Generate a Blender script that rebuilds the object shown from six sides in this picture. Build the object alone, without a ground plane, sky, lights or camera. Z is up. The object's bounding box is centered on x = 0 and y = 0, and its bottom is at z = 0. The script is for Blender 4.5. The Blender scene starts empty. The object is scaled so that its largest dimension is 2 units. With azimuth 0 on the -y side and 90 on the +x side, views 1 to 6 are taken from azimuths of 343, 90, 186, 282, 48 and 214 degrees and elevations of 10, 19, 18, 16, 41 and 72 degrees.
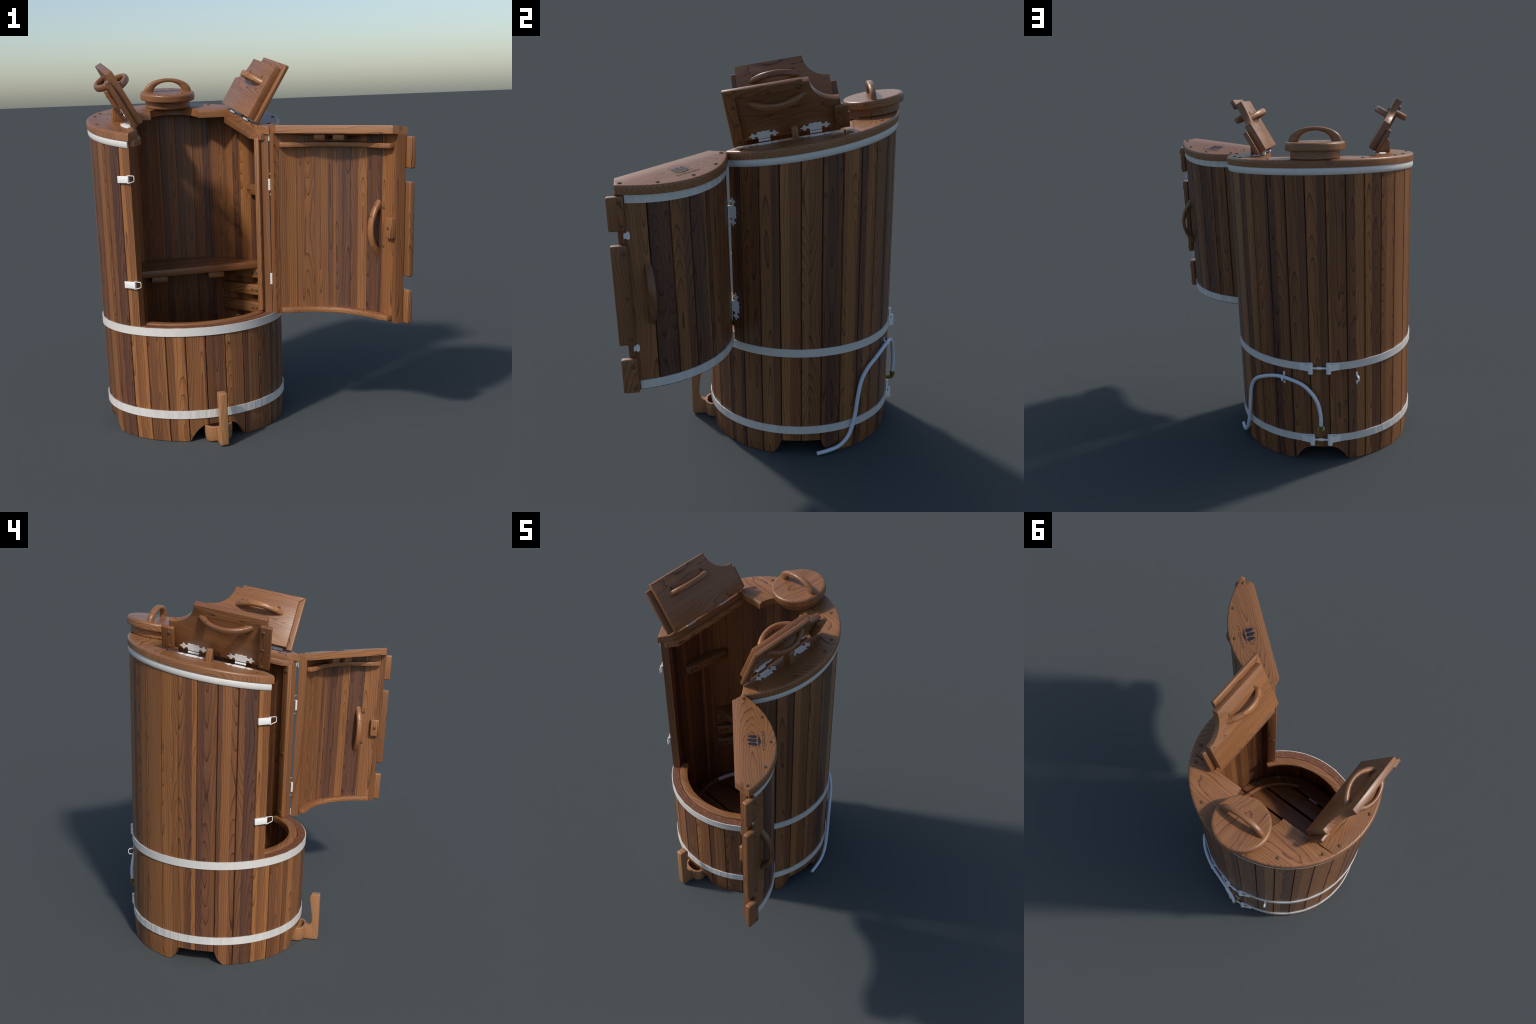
# Open wooden barrel sauna: coopered barrel, swung-out front door, two raised roof
# flaps, a round neck lid, steel hoops and fittings, drain hose, and a wooden ladle.
import bpy, bmesh, math, random
from math import sin, cos, pi, radians, degrees, sqrt, atan2, hypot
from mathutils import Vector, Matrix, Quaternion

random.seed(7)
CX, CY = -0.2285, 0.1545            # barrel axis
SLOPE = 0.1552                      # roof rises towards the back
WALL = 0.046                        # stave thickness
FRONT_TOP = 0.621                   # height of the front parapet
GAP_R, GAP_L = -43.5, -136.2        # door opening, degrees
SC = bpy.context.scene.collection


def r_out(z):
    """outer radius of the barrel: slight flare upwards, pinched foot"""
    r = 0.4978 + 0.01145 * z
    if z < 0.13:
        t = 1 - max(z, 0) / 0.13
        r -= 0.0065 * t * t
    return r


def roof_top(y):
    return 1.6622 + SLOPE * y


def roof_bot(y):
    return 1.6205 + SLOPE * y


# ------------------------------------------------------------------ materials
def nd(nt, kind, **kw):
    n = nt.nodes.new(kind)
    for k, v in kw.items():
        if k == 'inp':
            for i, val in v.items():
                n.inputs[i].default_value = val
        else:
            setattr(n, k, v)
    return n


def math_n(nt, op, a, b=None, clamp=False):
    n = nt.nodes.new('ShaderNodeMath')
    n.operation = op
    n.use_clamp = clamp
    for i, v in enumerate((a, b)):
        if v is None:
            continue
        if isinstance(v, (int, float)):
            n.inputs[i].default_value = v
        else:
            nt.links.new(v, n.inputs[i])
    return n.outputs[0]


def ramp(nt, fac, stops, interp='LINEAR'):
    n = nt.nodes.new('ShaderNodeValToRGB')
    n.color_ramp.interpolation = interp
    el = n.color_ramp.elements
    while len(el) > 1:
        el.remove(el[-1])
    el[0].position, el[0].color = stops[0][0], (*stops[0][1], 1)
    for p, c in stops[1:]:
        e = el.new(p)
        e.color = (*c, 1)
    nt.links.new(fac, n.inputs[0])
    return n.outputs[0]


def mixc(nt, fac, a, b, mode='MIX'):
    n = nt.nodes.new('ShaderNodeMix')
    n.data_type = 'RGBA'
    n.blend_type = mode
    for i, v in ((0, fac), (6, a), (7, b)):
        if isinstance(v, (int, float)):
            n.inputs[i].default_value = v
        elif isinstance(v, tuple):
            n.inputs[i].default_value = (*v, 1)
        else:
            nt.links.new(v, n.inputs[i])
    return n.outputs[2]


BOARD_TONES = ((0.366, 0.158, 0.056), (0.216, 0.089, 0.034), (0.100, 0.045, 0.028))
STAVE_TONES = ((0.352, 0.148, 0.050), (0.200, 0.081, 0.031), (0.102, 0.045, 0.028))


def wood(name, axis='Z', across='Y', ring_freq=70.0, strips=15.0, strip_amt=0.75,
         pith=(0.07, 0.13), wander=0.05, tone=0.5, rnd_amt=0.35, freq=1.3, wave=0.006, line_amt=0.62, heart=0.5, tones=BOARD_TONES, tint=(1, 1, 1)):
    """solid wood: growth rings round a wandering pith, streaks, sub-planks, knots.
    axis = local axis the grain runs along, across = local axis of the board width."""
    m = bpy.data.materials.new(name)
    m.use_nodes = True
    nt = m.node_tree
    nt.nodes.clear()
    L = nt.links.new
    out = nd(nt, 'ShaderNodeOutputMaterial')
    bs = nd(nt, 'ShaderNodeBsdfPrincipled')
    L(bs.outputs[0], out.inputs[0])
    tc = nd(nt, 'ShaderNodeTexCoord')
    oi = nd(nt, 'ShaderNodeObjectInfo')
    rnd = oi.outputs['Random']
    sep = nd(nt, 'ShaderNodeSeparateXYZ')
    L(tc.outputs['Object'], sep.inputs[0])
    ax = {'X': 0, 'Y': 1, 'Z': 2}
    other = [a for a in 'XYZ' if a not in (axis, across)][0]
    g, w, d = sep.outputs[ax[axis]], sep.outputs[ax[across]], sep.outputs[ax[other]]
    # sub-planks: irregular strips across the width, each with a tone and grain of its own
    wsh = math_n(nt, 'ADD', math_n(nt, 'MULTIPLY', w, strips), math_n(nt, 'MULTIPLY', rnd, 171.0))
    vo = nd(nt, 'ShaderNodeTexVoronoi', voronoi_dimensions='1D', inp={'Randomness': 0.9})
    vo.inputs['Scale'].default_value = 1.0
    L(wsh, vo.inputs['W'])
    vs = nd(nt, 'ShaderNodeSeparateColor')
    L(vo.outputs['Color'], vs.inputs[0])
    wl = math_n(nt, 'DIVIDE', math_n(nt, 'SUBTRACT', wsh, vo.outputs['W']), strips)
    g2 = math_n(nt, 'ADD', math_n(nt, 'ADD', g, math_n(nt, 'MULTIPLY', rnd, 37.0)),
                math_n(nt, 'MULTIPLY', vs.outputs[2], 23.0))
    # slow wander of the pith along the board
    c1 = nd(nt, 'ShaderNodeCombineXYZ')
    L(math_n(nt, 'MULTIPLY', rnd, 91.0), c1.inputs[0])
    L(math_n(nt, 'MULTIPLY', w, 1.0), c1.inputs[1])
    L(g2, c1.inputs[2])
    n1 = nd(nt, 'ShaderNodeTexNoise', inp={'Scale': freq, 'Detail': 1.0, 'Roughness': 0.35})
    L(c1.outputs[0], n1.inputs['Vector'])
    sw = nd(nt, 'ShaderNodeSeparateColor')
    L(n1.outputs['Color'], sw.inputs[0])
    wa = math_n(nt, 'MULTIPLY', math_n(nt, 'SUBTRACT', sw.outputs[0], 0.5), wander * 4.0)
    wb = math_n(nt, 'MULTIPLY', math_n(nt, 'SUBTRACT', sw.outputs[1], 0.5), wander * 1.2)
    px = math_n(nt, 'ADD', math_n(nt, 'ADD', d, wa), pith[0])
    py = math_n(nt, 'ADD', math_n(nt, 'ADD', wl, wb),
                math_n(nt, 'MULTIPLY', math_n(nt, 'SUBTRACT', vs.outputs[1], 0.5), pith[1]))
    rr = math_n(nt, 'SQRT', math_n(nt, 'ADD', math_n(nt, 'MULTIPLY', px, px),
                                  math_n(nt, 'MULTIPLY', py, py)))
    # small waviness
    c2 = nd(nt, 'ShaderNodeCombineXYZ')
    L(math_n(nt, 'MULTIPLY', d, 6.0), c2.inputs[0])
    L(math_n(nt, 'MULTIPLY', w, 6.0), c2.inputs[1])
    L(g2, c2.inputs[2])
    n2 = nd(nt, 'ShaderNodeTexNoise', inp={'Scale': 4.0, 'Detail': 2.0, 'Roughness': 0.5})
    L(c2.outputs[0], n2.inputs['Vector'])
    rr = math_n(nt, 'ADD', rr, math_n(nt, 'MULTIPLY', n2.outputs[0], wave))
    fr = math_n(nt, 'FRACT', math_n(nt, 'MULTIPLY', rr, ring_freq))
    line = ramp(nt, fr, [(0.0, (0, 0, 0)), (0.50, (0.05,) * 3), (0.84, (0.30,) * 3),
                         (0.91, (1, 1, 1)), (0.955, (1, 1, 1)), (0.985, (0, 0, 0)), (1.0, (0, 0, 0))])
    # second, finer set of faint rings
    fr2 = math_n(nt, 'FRACT', math_n(nt, 'MULTIPLY', rr, ring_freq * 3.3))
    line2 = ramp(nt, fr2, [(0.0, (0, 0, 0)), (0.75, (0.25,) * 3), (0.92, (1, 1, 1)), (1.0, (0, 0, 0))])
    # fibre streaks
    c3 = nd(nt, 'ShaderNodeCombineXYZ')
    L(math_n(nt, 'MULTIPLY', d, 150.0), c3.inputs[0])
    L(math_n(nt, 'MULTIPLY', w, 150.0), c3.inputs[1])
    L(math_n(nt, 'MULTIPLY', g2, 3.0), c3.inputs[2])
    n3 = nd(nt, 'ShaderNodeTexNoise', inp={'Scale': 1.0, 'Detail': 3.0, 'Roughness': 0.6})
    L(c3.outputs[0], n3.inputs['Vector'])
    c4 = nd(nt, 'ShaderNodeCombineXYZ')
    L(math_n(nt, 'MULTIPLY', d, 22.0), c4.inputs[0])
    L(math_n(nt, 'MULTIPLY', w, 22.0), c4.inputs[1])
    L(math_n(nt, 'MULTIPLY', g2, 0.9), c4.inputs[2])
    n4 = nd(nt, 'ShaderNodeTexNoise', inp={'Scale': 1.0, 'Detail': 2.0, 'Roughness': 0.5})
    L(c4.outputs[0], n4.inputs['Vector'])
    # tone 0..1 (0 light, 1 dark)
    t = math_n(nt, 'MULTIPLY', math_n(nt, 'SUBTRACT', vs.outputs[0], 0.5), strip_amt)
    t = math_n(nt, 'ADD', t, math_n(nt, 'MULTIPLY', math_n(nt, 'SUBTRACT', rnd, 0.5), rnd_amt))
    t = math_n(nt, 'ADD', t, math_n(nt, 'MULTIPLY', math_n(nt, 'SUBTRACT', n4.outputs[0], 0.5), 0.55))
    t = math_n(nt, 'ADD', t, math_n(nt, 'MULTIPLY', math_n(nt, 'SUBTRACT', n3.outputs[0], 0.5), 0.25))
    t = math_n(nt, 'ADD', t, tone, clamp=True)
    col = ramp(nt, t, [(0.0, tones[0]), (0.5, tones[1]), (0.86, tones[2]), (1.0, (0.075, 0.036, 0.026))])
    # warm / cool variation between strips
    col = mixc(nt, math_n(nt, 'MULTIPLY', vs.outputs[1], 0.35), col,
               mixc(nt, 1.0, col, (0.94, 0.97, 1.08), 'MULTIPLY'))
    dk = mixc(nt, 1.0, col, (0.36, 0.29, 0.34), 'MULTIPLY')
    col = mixc(nt, math_n(nt, 'MULTIPLY', line, line_amt), col, dk)
    col = mixc(nt, math_n(nt, 'MULTIPLY', line2, 0.26), col, dk)
    # darker heartwood inside the innermost ring
    hw = ramp(nt, math_n(nt, 'MULTIPLY', rr, ring_freq), [(0.0, (1, 1, 1)), (0.97, (0.7,) * 3), (1.0, (0, 0, 0))])
    col = mixc(nt, math_n(nt, 'MULTIPLY', hw, heart), col, dk)
    # knots
    c5 = nd(nt, 'ShaderNodeCombineXYZ')
    L(math_n(nt, 'MULTIPLY', d, 6.0), c5.inputs[0])
    L(math_n(nt, 'MULTIPLY', w, 14.0), c5.inputs[1])
    L(math_n(nt, 'MULTIPLY', g2, 6.0), c5.inputs[2])
    vk = nd(nt, 'ShaderNodeTexVoronoi', inp={'Scale': 0.55, 'Randomness': 1.0})
    L(c5.outputs[0], vk.inputs['Vector'])
    kn = ramp(nt, vk.outputs['Distance'], [(0.0, (1, 1, 1)), (0.045, (0.8,) * 3), (0.10, (0, 0, 0))])
    col = mixc(nt, math_n(nt, 'MULTIPLY', kn, 0.6), col, (0.07, 0.03, 0.02))
    if tint != (1, 1, 1):
        col = mixc(nt, 1.0, col, tint, 'MULTIPLY')
    L(col, bs.inputs['Base Color'])
    bs.inputs['Roughness'].default_value = 0.37
    bs.inputs['Specular IOR Level'].default_value = 0.5
    bp = nd(nt, 'ShaderNodeBump', inp={'Strength': 0.18, 'Distance': 0.002})
    hgt = math_n(nt, 'SUBTRACT', math_n(nt, 'MULTIPLY', n3.outputs[0], 0.4), line)
    L(hgt, bp.inputs['Height'])
    L(bp.outputs[0], bs.inputs['Normal'])
    return m


def plain(name, col, rough=0.5, metal=0.0, noise=0.0, nscale=30.0, bump=0.0, stretch=(1, 1, 1)):
    m = bpy.data.materials.new(name)
    m.use_nodes = True
    nt = m.node_tree
    bs = nt.nodes['Principled BSDF']
    tc = nd(nt, 'ShaderNodeTexCoord')
    mp = nd(nt, 'ShaderNodeMapping')
    mp.inputs['Scale'].default_value = stretch
    nt.links.new(tc.outputs['Object'], mp.inputs[0])
    no = nd(nt, 'ShaderNodeTexNoise', inp={'Scale': nscale, 'Detail': 3.0})
    nt.links.new(mp.outputs[0], no.inputs['Vector'])
    a = tuple(c * (1 - noise) for c in col)
    b = tuple(min(1, c * (1 + noise * 0.6)) for c in col)
    c = ramp(nt, no.outputs[0], [(0.35, a), (0.65, b)])
    nt.links.new(c, bs.inputs['Base Color'])
    bs.inputs['Roughness'].default_value = rough
    bs.inputs['Metallic'].default_value = metal
    if bump:
        bp = nd(nt, 'ShaderNodeBump', inp={'Strength': bump, 'Distance': 0.01})
        nt.links.new(no.outputs[0], bp.inputs['Height'])
        nt.links.new(bp.outputs[0], bs.inputs['Normal'])
    return m


W_STAVE = wood('wood_stave', 'Z', 'Y', ring_freq=105, strips=20.0, tone=0.48, strip_amt=0.70, rnd_amt=0.26,
               pith=(-0.47, 0.085), wander=0.050, freq=1.0, wave=0.007, line_amt=0.95, tones=STAVE_TONES)
BOARD = dict(ring_freq=92, strips=5.0, strip_amt=0.20, wander=0.060, tone=0.33, rnd_amt=0.22, pith=(0.05, 0.30),
             freq=1.6, wave=0.018, line_amt=0.96)
W_X = wood('wood_board_x', 'X', 'Y', **BOARD)
W_Y = wood('wood_board_y', 'Y', 'X', **BOARD)
W_Z = wood('wood_board_z', 'Z', 'X', **BOARD)
W_HANDLE = wood('wood_handle', 'X', 'Z', **{**BOARD, 'tone': 0.36, 'ring_freq': 34, 'line_amt': 0.5, 'wander': 0.03, 'wave': 0.01})
W_LADLE = wood('wood_ladle', 'Z', 'Y', ring_freq=95, strips=3.0, strip_amt=0.08, wander=0.05, tone=0.22, rnd_amt=0.1,
               freq=3.0, wave=0.01, tones=((0.44, 0.215, 0.090), (0.30, 0.138, 0.058), (0.15, 0.07, 0.04)))
W_END = plain('wood_end_grain', (0.175, 0.066, 0.030), 0.6, 0.0, 0.35, 26.0, 0.1, (4, 1, 1))
M_STEEL = plain('steel_band_metal', (0.675, 0.652, 0.615), 0.5, 0.1, 0.03)
M_STEEL_R = plain('steel_band_rippled', (0.675, 0.652, 0.615), 0.48, 0.1, 0.06, 9.0, 0.9, (3, 3, 0.5))  # stretched noise in colour and bump draws soft dark reflection smears on flat hoops
M_FIT = plain('steel_fitting_metal', (0.80, 0.785, 0.76), 0.5, 0.05, 0.03)
M_NAIL = plain('nail_brass_metal', (0.115, 0.058, 0.015), 0.72, 0.0, 0.2, 60.0)
M_BRASS = plain('brass_elbow_metal', (0.16, 0.13, 0.008), 0.35, 0.3, 0.2, 40.0)
M_HOSE = plain('hose_plastic', (0.60, 0.66, 0.74), 0.35, 0.0, 0.04)
M_PIPE = plain('pipe_plastic', (0.75, 0.75, 0.75), 0.4, 0.0, 0.05)
M_INK = plain('ink_print', (0.012, 0.012, 0.022), 0.6, 0.0, 0.1)

# ------------------------------------------------------------------ helpers
WORLD = {}


def add(name, me, mat, parent=None, M=Matrix.Identity(4), smooth=35):
    ob = bpy.data.objects.new(name, me)
    SC.objects.link(ob)
    if mat is not None and me is not None and len(me.materials) == 0:
        me.materials.append(mat)
    WORLD[ob.name] = M.copy()
    if parent is not None:
        ob.parent = parent
        ob.matrix_parent_inverse = Matrix.Identity(4)
        ob.matrix_basis = WORLD[parent.name].inverted() @ M
    else:
        ob.matrix_basis = M
    if me is not None and smooth:
        shade(me, smooth)
    return ob


def shade(me, deg):
    me.polygons.foreach_set('use_smooth', [True] * len(me.polygons))
    bm = bmesh.new()
    bm.from_mesh(me)
    lim = radians(deg)
    for e in bm.edges:
        e.smooth = not (len(e.link_faces) == 2 and e.calc_face_angle(0) > lim)
    bm.to_mesh(me)
    bm.free()


def to_mesh(bm, name='part'):
    bmesh.ops.recalc_face_normals(bm, faces=bm.faces[:])
    me = bpy.data.meshes.new(name)
    bm.to_mesh(me)
    bm.free()
    return me


def join_bm(bms):
    """merge several bmeshes into the first"""
    base = bms[0]
    for b in bms[1:]:
        tmp = bpy.data.meshes.new('tmp')
        b.to_mesh(tmp)
        b.free()
        base.from_mesh(tmp)
        bpy.data.meshes.remove(tmp)
    return base


def bevel_sharp(bm, w, seg=2, deg=40):
    bm.normal_update()
    es = [e for e in bm.edges if len(e.link_faces) == 2 and e.calc_face_angle(0) > radians(deg)]
    if es and w > 0:
        bmesh.ops.bevel(bm, geom=es, offset=w, segments=seg, affect='EDGES', profile=0.5, clamp_overlap=True)


def box_bm(x0, x1, y0, y1, z0, z1, bev=0.004, seg=2):
    bm = bmesh.new()
    vs = [bm.verts.new((x, y, z)) for z in (z0, z1) for (x, y) in ((x0, y0), (x1, y0), (x1, y1), (x0, y1))]
    for f in ((3, 2, 1, 0), (4, 5, 6, 7), (0, 1, 5, 4), (1, 2, 6, 5), (2, 3, 7, 6), (3, 0, 4, 7)):
        bm.faces.new([vs[i] for i in f])
    if bev:
        bevel_sharp(bm, bev, seg)
    return bm


def prism_bm(pts, z0, z1, bev=0.004, seg=2, deg=40, top_bev=None):
    """extrude a plan outline; z0/z1 numbers or functions of (x, y)"""
    bm = bmesh.new()
    lo = [bm.verts.new((p[0], p[1], 0)) for p in pts]
    hi = [bm.verts.new((p[0], p[1], 1)) for p in pts]
    n = len(pts)
    bm.faces.new(lo[::-1])
    bm.faces.new(hi)
    for i in range(n):
        j = (i + 1) % n
        bm.faces.new((lo[i], lo[j], hi[j], hi[i]))
    f0 = z0 if callable(z0) else (lambda x, y: z0)
    f1 = z1 if callable(z1) else (lambda x, y: z1)
    for v in bm.verts:
        v.co.z = f1(v.co.x, v.co.y) if v.co.z > 0.5 else f0(v.co.x, v.co.y)
    if bev:
        bevel_sharp(bm, bev, seg, deg)
    return bm


def frames(path):
    n = len(path)
    T = []
    for i in range(n):
        a, b = path[max(i - 1, 0)], path[min(i + 1, n - 1)]
        T.append((b - a).normalized())
    return T


def sweep_bm(path, sect, up, scale=None, caps=True, closed=False):
    """sweep a closed 2D section (side, up) along a path with a fixed up hint"""
    bm = bmesh.new()
    T = frames(path)
    rings = []
    nrm = Vector(up).normalized()
    for i, p in enumerate(path):
        t = T[i]
        u = (nrm - t * nrm.dot(t)).normalized()
        nrm = u
        s = t.cross(u)
        k = scale(i / (len(path) - 1)) if scale else (1, 1)
        rings.append([bm.verts.new(p + s * (a * k[0]) + u * (b * k[1])) for a, b in sect])
    m = len(sect)
    for i in range(len(path) - 1):
        for j in range(m):
            k = (j + 1) % m
            bm.faces.new((rings[i][j], rings[i][k], rings[i + 1][k], rings[i + 1][j]))
    if closed:
        for j in range(m):
            k = (j + 1) % m
            bm.faces.new((rings[-1][j], rings[-1][k], rings[0][k], rings[0][j]))
    elif caps:
        bm.faces.new(rings[0][::-1])
        bm.faces.new(rings[-1])
    return bm


def superellipse(a, b, n=16, e=2.8):
    out = []
    for i in range(n):
        t = 2 * pi * i / n
        c, s = cos(t), sin(t)
        out.append((a * math.copysign(abs(c) ** (2 / e), c), b * math.copysign(abs(s) ** (2 / e), s)))
    return out


def catmull(pts, per=8):
    P = [Vector(p) for p in pts]
    P = [P[0] * 2 - P[1]] + P + [P[-1] * 2 - P[-2]]
    out = []
    for i in range(1, len(P) - 2):
        for k in range(per):
            t = k / per
            a, b, c, d = P[i - 1], P[i], P[i + 1], P[i + 2]
            out.append(0.5 * ((2 * b) + (c - a) * t + (2 * a - 5 * b + 4 * c - d) * t * t + (3 * b - a - 3 * c + d) * t ** 3))
    out.append(P[-2])
    return out


def basis(o, x, y, z):
    M = Matrix.Identity(4)
    for i, v in enumerate((x, y, z, o)):
        for r in range(3):
            M[r][i] = v[r]
    return M


def polar(a_deg, r, z=0.0):
    return Vector((CX + r * cos(radians(a_deg)), CY + r * sin(radians(a_deg)), z))


def radial_frame(a_deg, r, z):
    """x = along the wall (increasing angle), y = outwards, z = up the stave"""
    a = radians(a_deg)
    o = Vector((cos(a), sin(a), 0))
    up = Vector((o.x * 0.01145, o.y * 0.01145, 1)).normalized()
    t = Vector((-sin(a), cos(a), 0))
    y = up.cross(t)
    if y.dot(o) < 0:
        y = -y
    # keep right handed: x = y cross z
    x = y.cross(up)
    return basis(polar(a_deg, r, z), x, y, up)


def arch_bm(span, rise, wide, thick, n=20, foot=0.0, flare=0.35):
    """handle: arch in the local x-y plane standing on y = 0, width along z"""
    c = span / 2 - thick * 0.55
    s = rise - thick / 2
    R = (c * c + s * s) / (2 * s)
    a0 = math.asin(min(1, c / R)) if s < R else pi - math.asin(c / R)
    path = [Vector((R * sin(-a0 + 2 * a0 * i / n), R * cos(-a0 + 2 * a0 * i / n) - (R - s), 0)) for i in range(n + 1)]
    d0 = (path[0] - path[1]).normalized()
    d1 = (path[-1] - path[-2]).normalized()
    path = [path[0] + d0 * 0.016] + path + [path[-1] + d1 * 0.016]
    return sweep_bm(path, superellipse(wide / 2, thick / 2, 16, 2.6), (0, 1, 0),
                    scale=lambda t: (1, 1 + flare * (2 * t - 1) ** 2 - flare * 0.35))


def dome_mesh():
    bm = bmesh.new()
    n = 14
    prof = [(0.0105, -0.004), (0.0105, 0.0006), (0.0094, 0.0026), (0.0062, 0.0040), (0.0028, 0.0045)]
    rings = [[bm.verts.new((r * cos(2 * pi * i / n), r * sin(2 * pi * i / n), z)) for i in range(n)] for r, z in prof]
    for a, b in zip(rings, rings[1:]):
        for i in range(n):
            j = (i + 1) % n
            bm.faces.new((a[i], a[j], b[j], b[i]))
    bm.faces.new(rings[-1])
    bm.faces.new(rings[0][::-1])
    me = to_mesh(bm, 'nail')
    me.materials.append(M_NAIL)
    shade(me, 60)
    return me


NAIL = dome_mesh()


def nail(parent, pos, normal, M=Matrix.Identity(4), s=1.0):
    q = Vector((0, 0, 1)).rotation_difference(Vector(normal).normalized())
    add('nail', NAIL, None, parent, M @ Matrix.Translation(pos) @ q.to_matrix().to_4x4() @ Matrix.Scale(s, 4), smooth=0)


# ------------------------------------------------------------------ root things
sauna = bpy.data.objects.new('barrel_sauna', None)
SC.objects.link(sauna)
sauna.matrix_basis = Matrix.Translation((CX, CY, 0))
WORLD[sauna.name] = sauna.matrix_basis.copy()
sauna['label'] = 'open wooden barrel sauna with swung-out door and raised roof flaps'
sauna['category'] = 'barrel sauna'

# door motion: swings about the slanted edge of the barrel
_k = 0.01145
_h = radians(-44.2)
HINGE_O = Vector((CX + 0.5055 * cos(_h) - 0.004, CY + 0.5055 * sin(_h) + 0.0014, 0))
HINGE_D = Vector((0.0150 * cos(_h), 0.0150 * sin(_h), 1)).normalized()
HINGE_O = HINGE_O + Vector((_k * cos(_h), _k * sin(_h), 1)) * 1.1 - HINGE_D * 1.1
DOOR = Matrix.Translation(HINGE_O) @ Matrix.Rotation(radians(140.8), 4, HINGE_D) @ Matrix.Translation(-HINGE_O)


# ------------------------------------------------------------------ staves
def notch(a_deg):
    """height of the foot cut-out above the floor at a wall angle"""
    best = 0.0
    for c, square in ((-90, False), (90, False), (0, True), (180, True)):
        d = abs((a_deg - c + 180) % 360 - 180)
        w = d * pi / 180 * 0.492
        if w < 0.1545:
            if square:
                prof = [(0, .084), (.10, .083), (.107, .078), (.113, .060), (.122, .036), (.1545, -.002)]
            else:
                prof = [(0, .0925), (.045, .092), (.066, .089), (.090, .079), (.108, .064), (.122, .048), (.138, .026), (.1545, -.002)]
            for (w0, z0), (w1, z1) in zip(prof, prof[1:]):
                if w0 <= w <= w1:
                    best = max(best, z0 + (z1 - z0) * (w - w0) / (w1 - w0))
    return best


def stave_bm(mid, a0, a1, bot, top, groove0=True, groove1=True, in0=0.0, in1=0.0, rows=10):
    """one stave between wall angles a0..a1 (degrees), in a frame turned to angle mid.
    bot / top are functions of (angle, y)."""
    bm = bmesh.new()
    e = degrees(0.0034 / 0.5)
    gap = degrees(0.0007 / 0.5)
    a0, a1 = (a0 + gap if groove0 else a0), (a1 - gap if groove1 else a1)
    cols = [(a0, 1.0 if groove0 else 0.0), (a0 + e, 0.0)]
    n = max(2, int((a1 - a0) / 0.8))
    cols += [(a0 + e + (a1 - a0 - 2 * e) * i / n, 0.0) for i in range(1, n)]
    cols += [(a1 - e, 0.0), (a1, 1.0 if groove1 else 0.0)]
    O, I = [], []
    for ci, (a, g) in enumerate(cols):
        f = (a - a0) / (a1 - a0)
        ai = a + in0 * (1 - f) + in1 * f
        yb = CY + 0.5 * sin(radians(a))
        z0, z1 = bot(a), top(a)
        co, cin = [], []
        for k in range(rows + 1):
            t = k / rows
            t = t * t * 0.6 + t * 0.4
            z = z0 + (z1 - z0) * t
            da, di = radians(a - mid), radians(ai - mid)
            ro = (r_out(z) + 0.0006) * (1 - 0.75 * (cos(da) - cos(radians(6)))) - 0.0065 * g
            zo = z
            zi = z
            if k == rows and callable(top) and getattr(top, 'slope', False):
                zo = top.z(ro, a)
                zi = top.z(ro - WALL, ai)
            co.append(bm.verts.new((ro * cos(da), ro * sin(da), zo)))
            ri = (r_out(max(z, 0.13)) - WALL - 0.0012 * g) * cos(radians(6)) / max(cos(di), 0.9)
            ri = (r_out(max(z, 0.13)) - WALL) * (1 + 0.003 * (1 - cos(di * 15)) / 1) if False else ri + 0.0022
            cin.append(bm.verts.new((ri * cos(di), ri * sin(di), zi)))
        O.append(co)
        I.append(cin)
    m = len(cols)
    for i in range(m - 1):
        for k in range(rows):
            bm.faces.new((O[i][k], O[i + 1][k], O[i + 1][k + 1], O[i][k + 1]))
            bm.faces.new((I[i + 1][k], I[i][k], I[i][k + 1], I[i + 1][k + 1]))
        bm.faces.new((O[i][rows], O[i + 1][rows], I[i + 1][rows], I[i][rows])).material_index = 1
        bm.faces.new((O[i + 1][0], O[i][0], I[i][0], I[i + 1][0]))
    for c, flip in ((0, False), (m - 1, True)):
        for k in range(rows):
            q = (I[c][k], O[c][k], O[c][k + 1], I[c][k + 1])
            bm.faces.new(q if not flip else q[::-1])
    return bm


class RoofTop:
    slope = True

    def z(self, r, a):
        return roof_bot(CY + r * sin(radians(a))) + 0.001

    def __call__(self, a):
        return self.z(0.515, a)


roofline = RoofTop()


def turned(mid):
    return Matrix.Translation((CX, CY, 0)) @ Matrix.Rotation(radians(mid), 4, 'Z')


for i in range(30):
    a0 = -180 + 12 * i
    a1 = a0 + 12
    mid = a0 + 6
    low = lambda a: FRONT_TOP
    if a1 <= GAP_L or a0 >= GAP_R:
        bm = stave_bm(mid, a0, a1, notch, roofline, rows=12)
    elif a0 >= GAP_L and a1 <= GAP_R:
        bm = stave_bm(mid, a0, a1, notch, low, rows=8)
    elif a0 < GAP_L:
        bm = join_bm([stave_bm(mid, a0, GAP_L, notch, roofline, groove1=False, rows=12),
                      stave_bm(mid, GAP_L, a1, notch, low, groove0=False, rows=8)])
    else:
        bm = join_bm([stave_bm(mid, GAP_R, a1, notch, roofline, groove0=False, rows=12),
                      stave_bm(mid, a0, GAP_R, notch, low, groove1=False, rows=8)])
    me = to_mesh(bm, 'stave')
    me.materials.append(W_STAVE)
    me.materials.append(W_END)
    add('stave', me, None, sauna, turned(mid), smooth=30)


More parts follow.
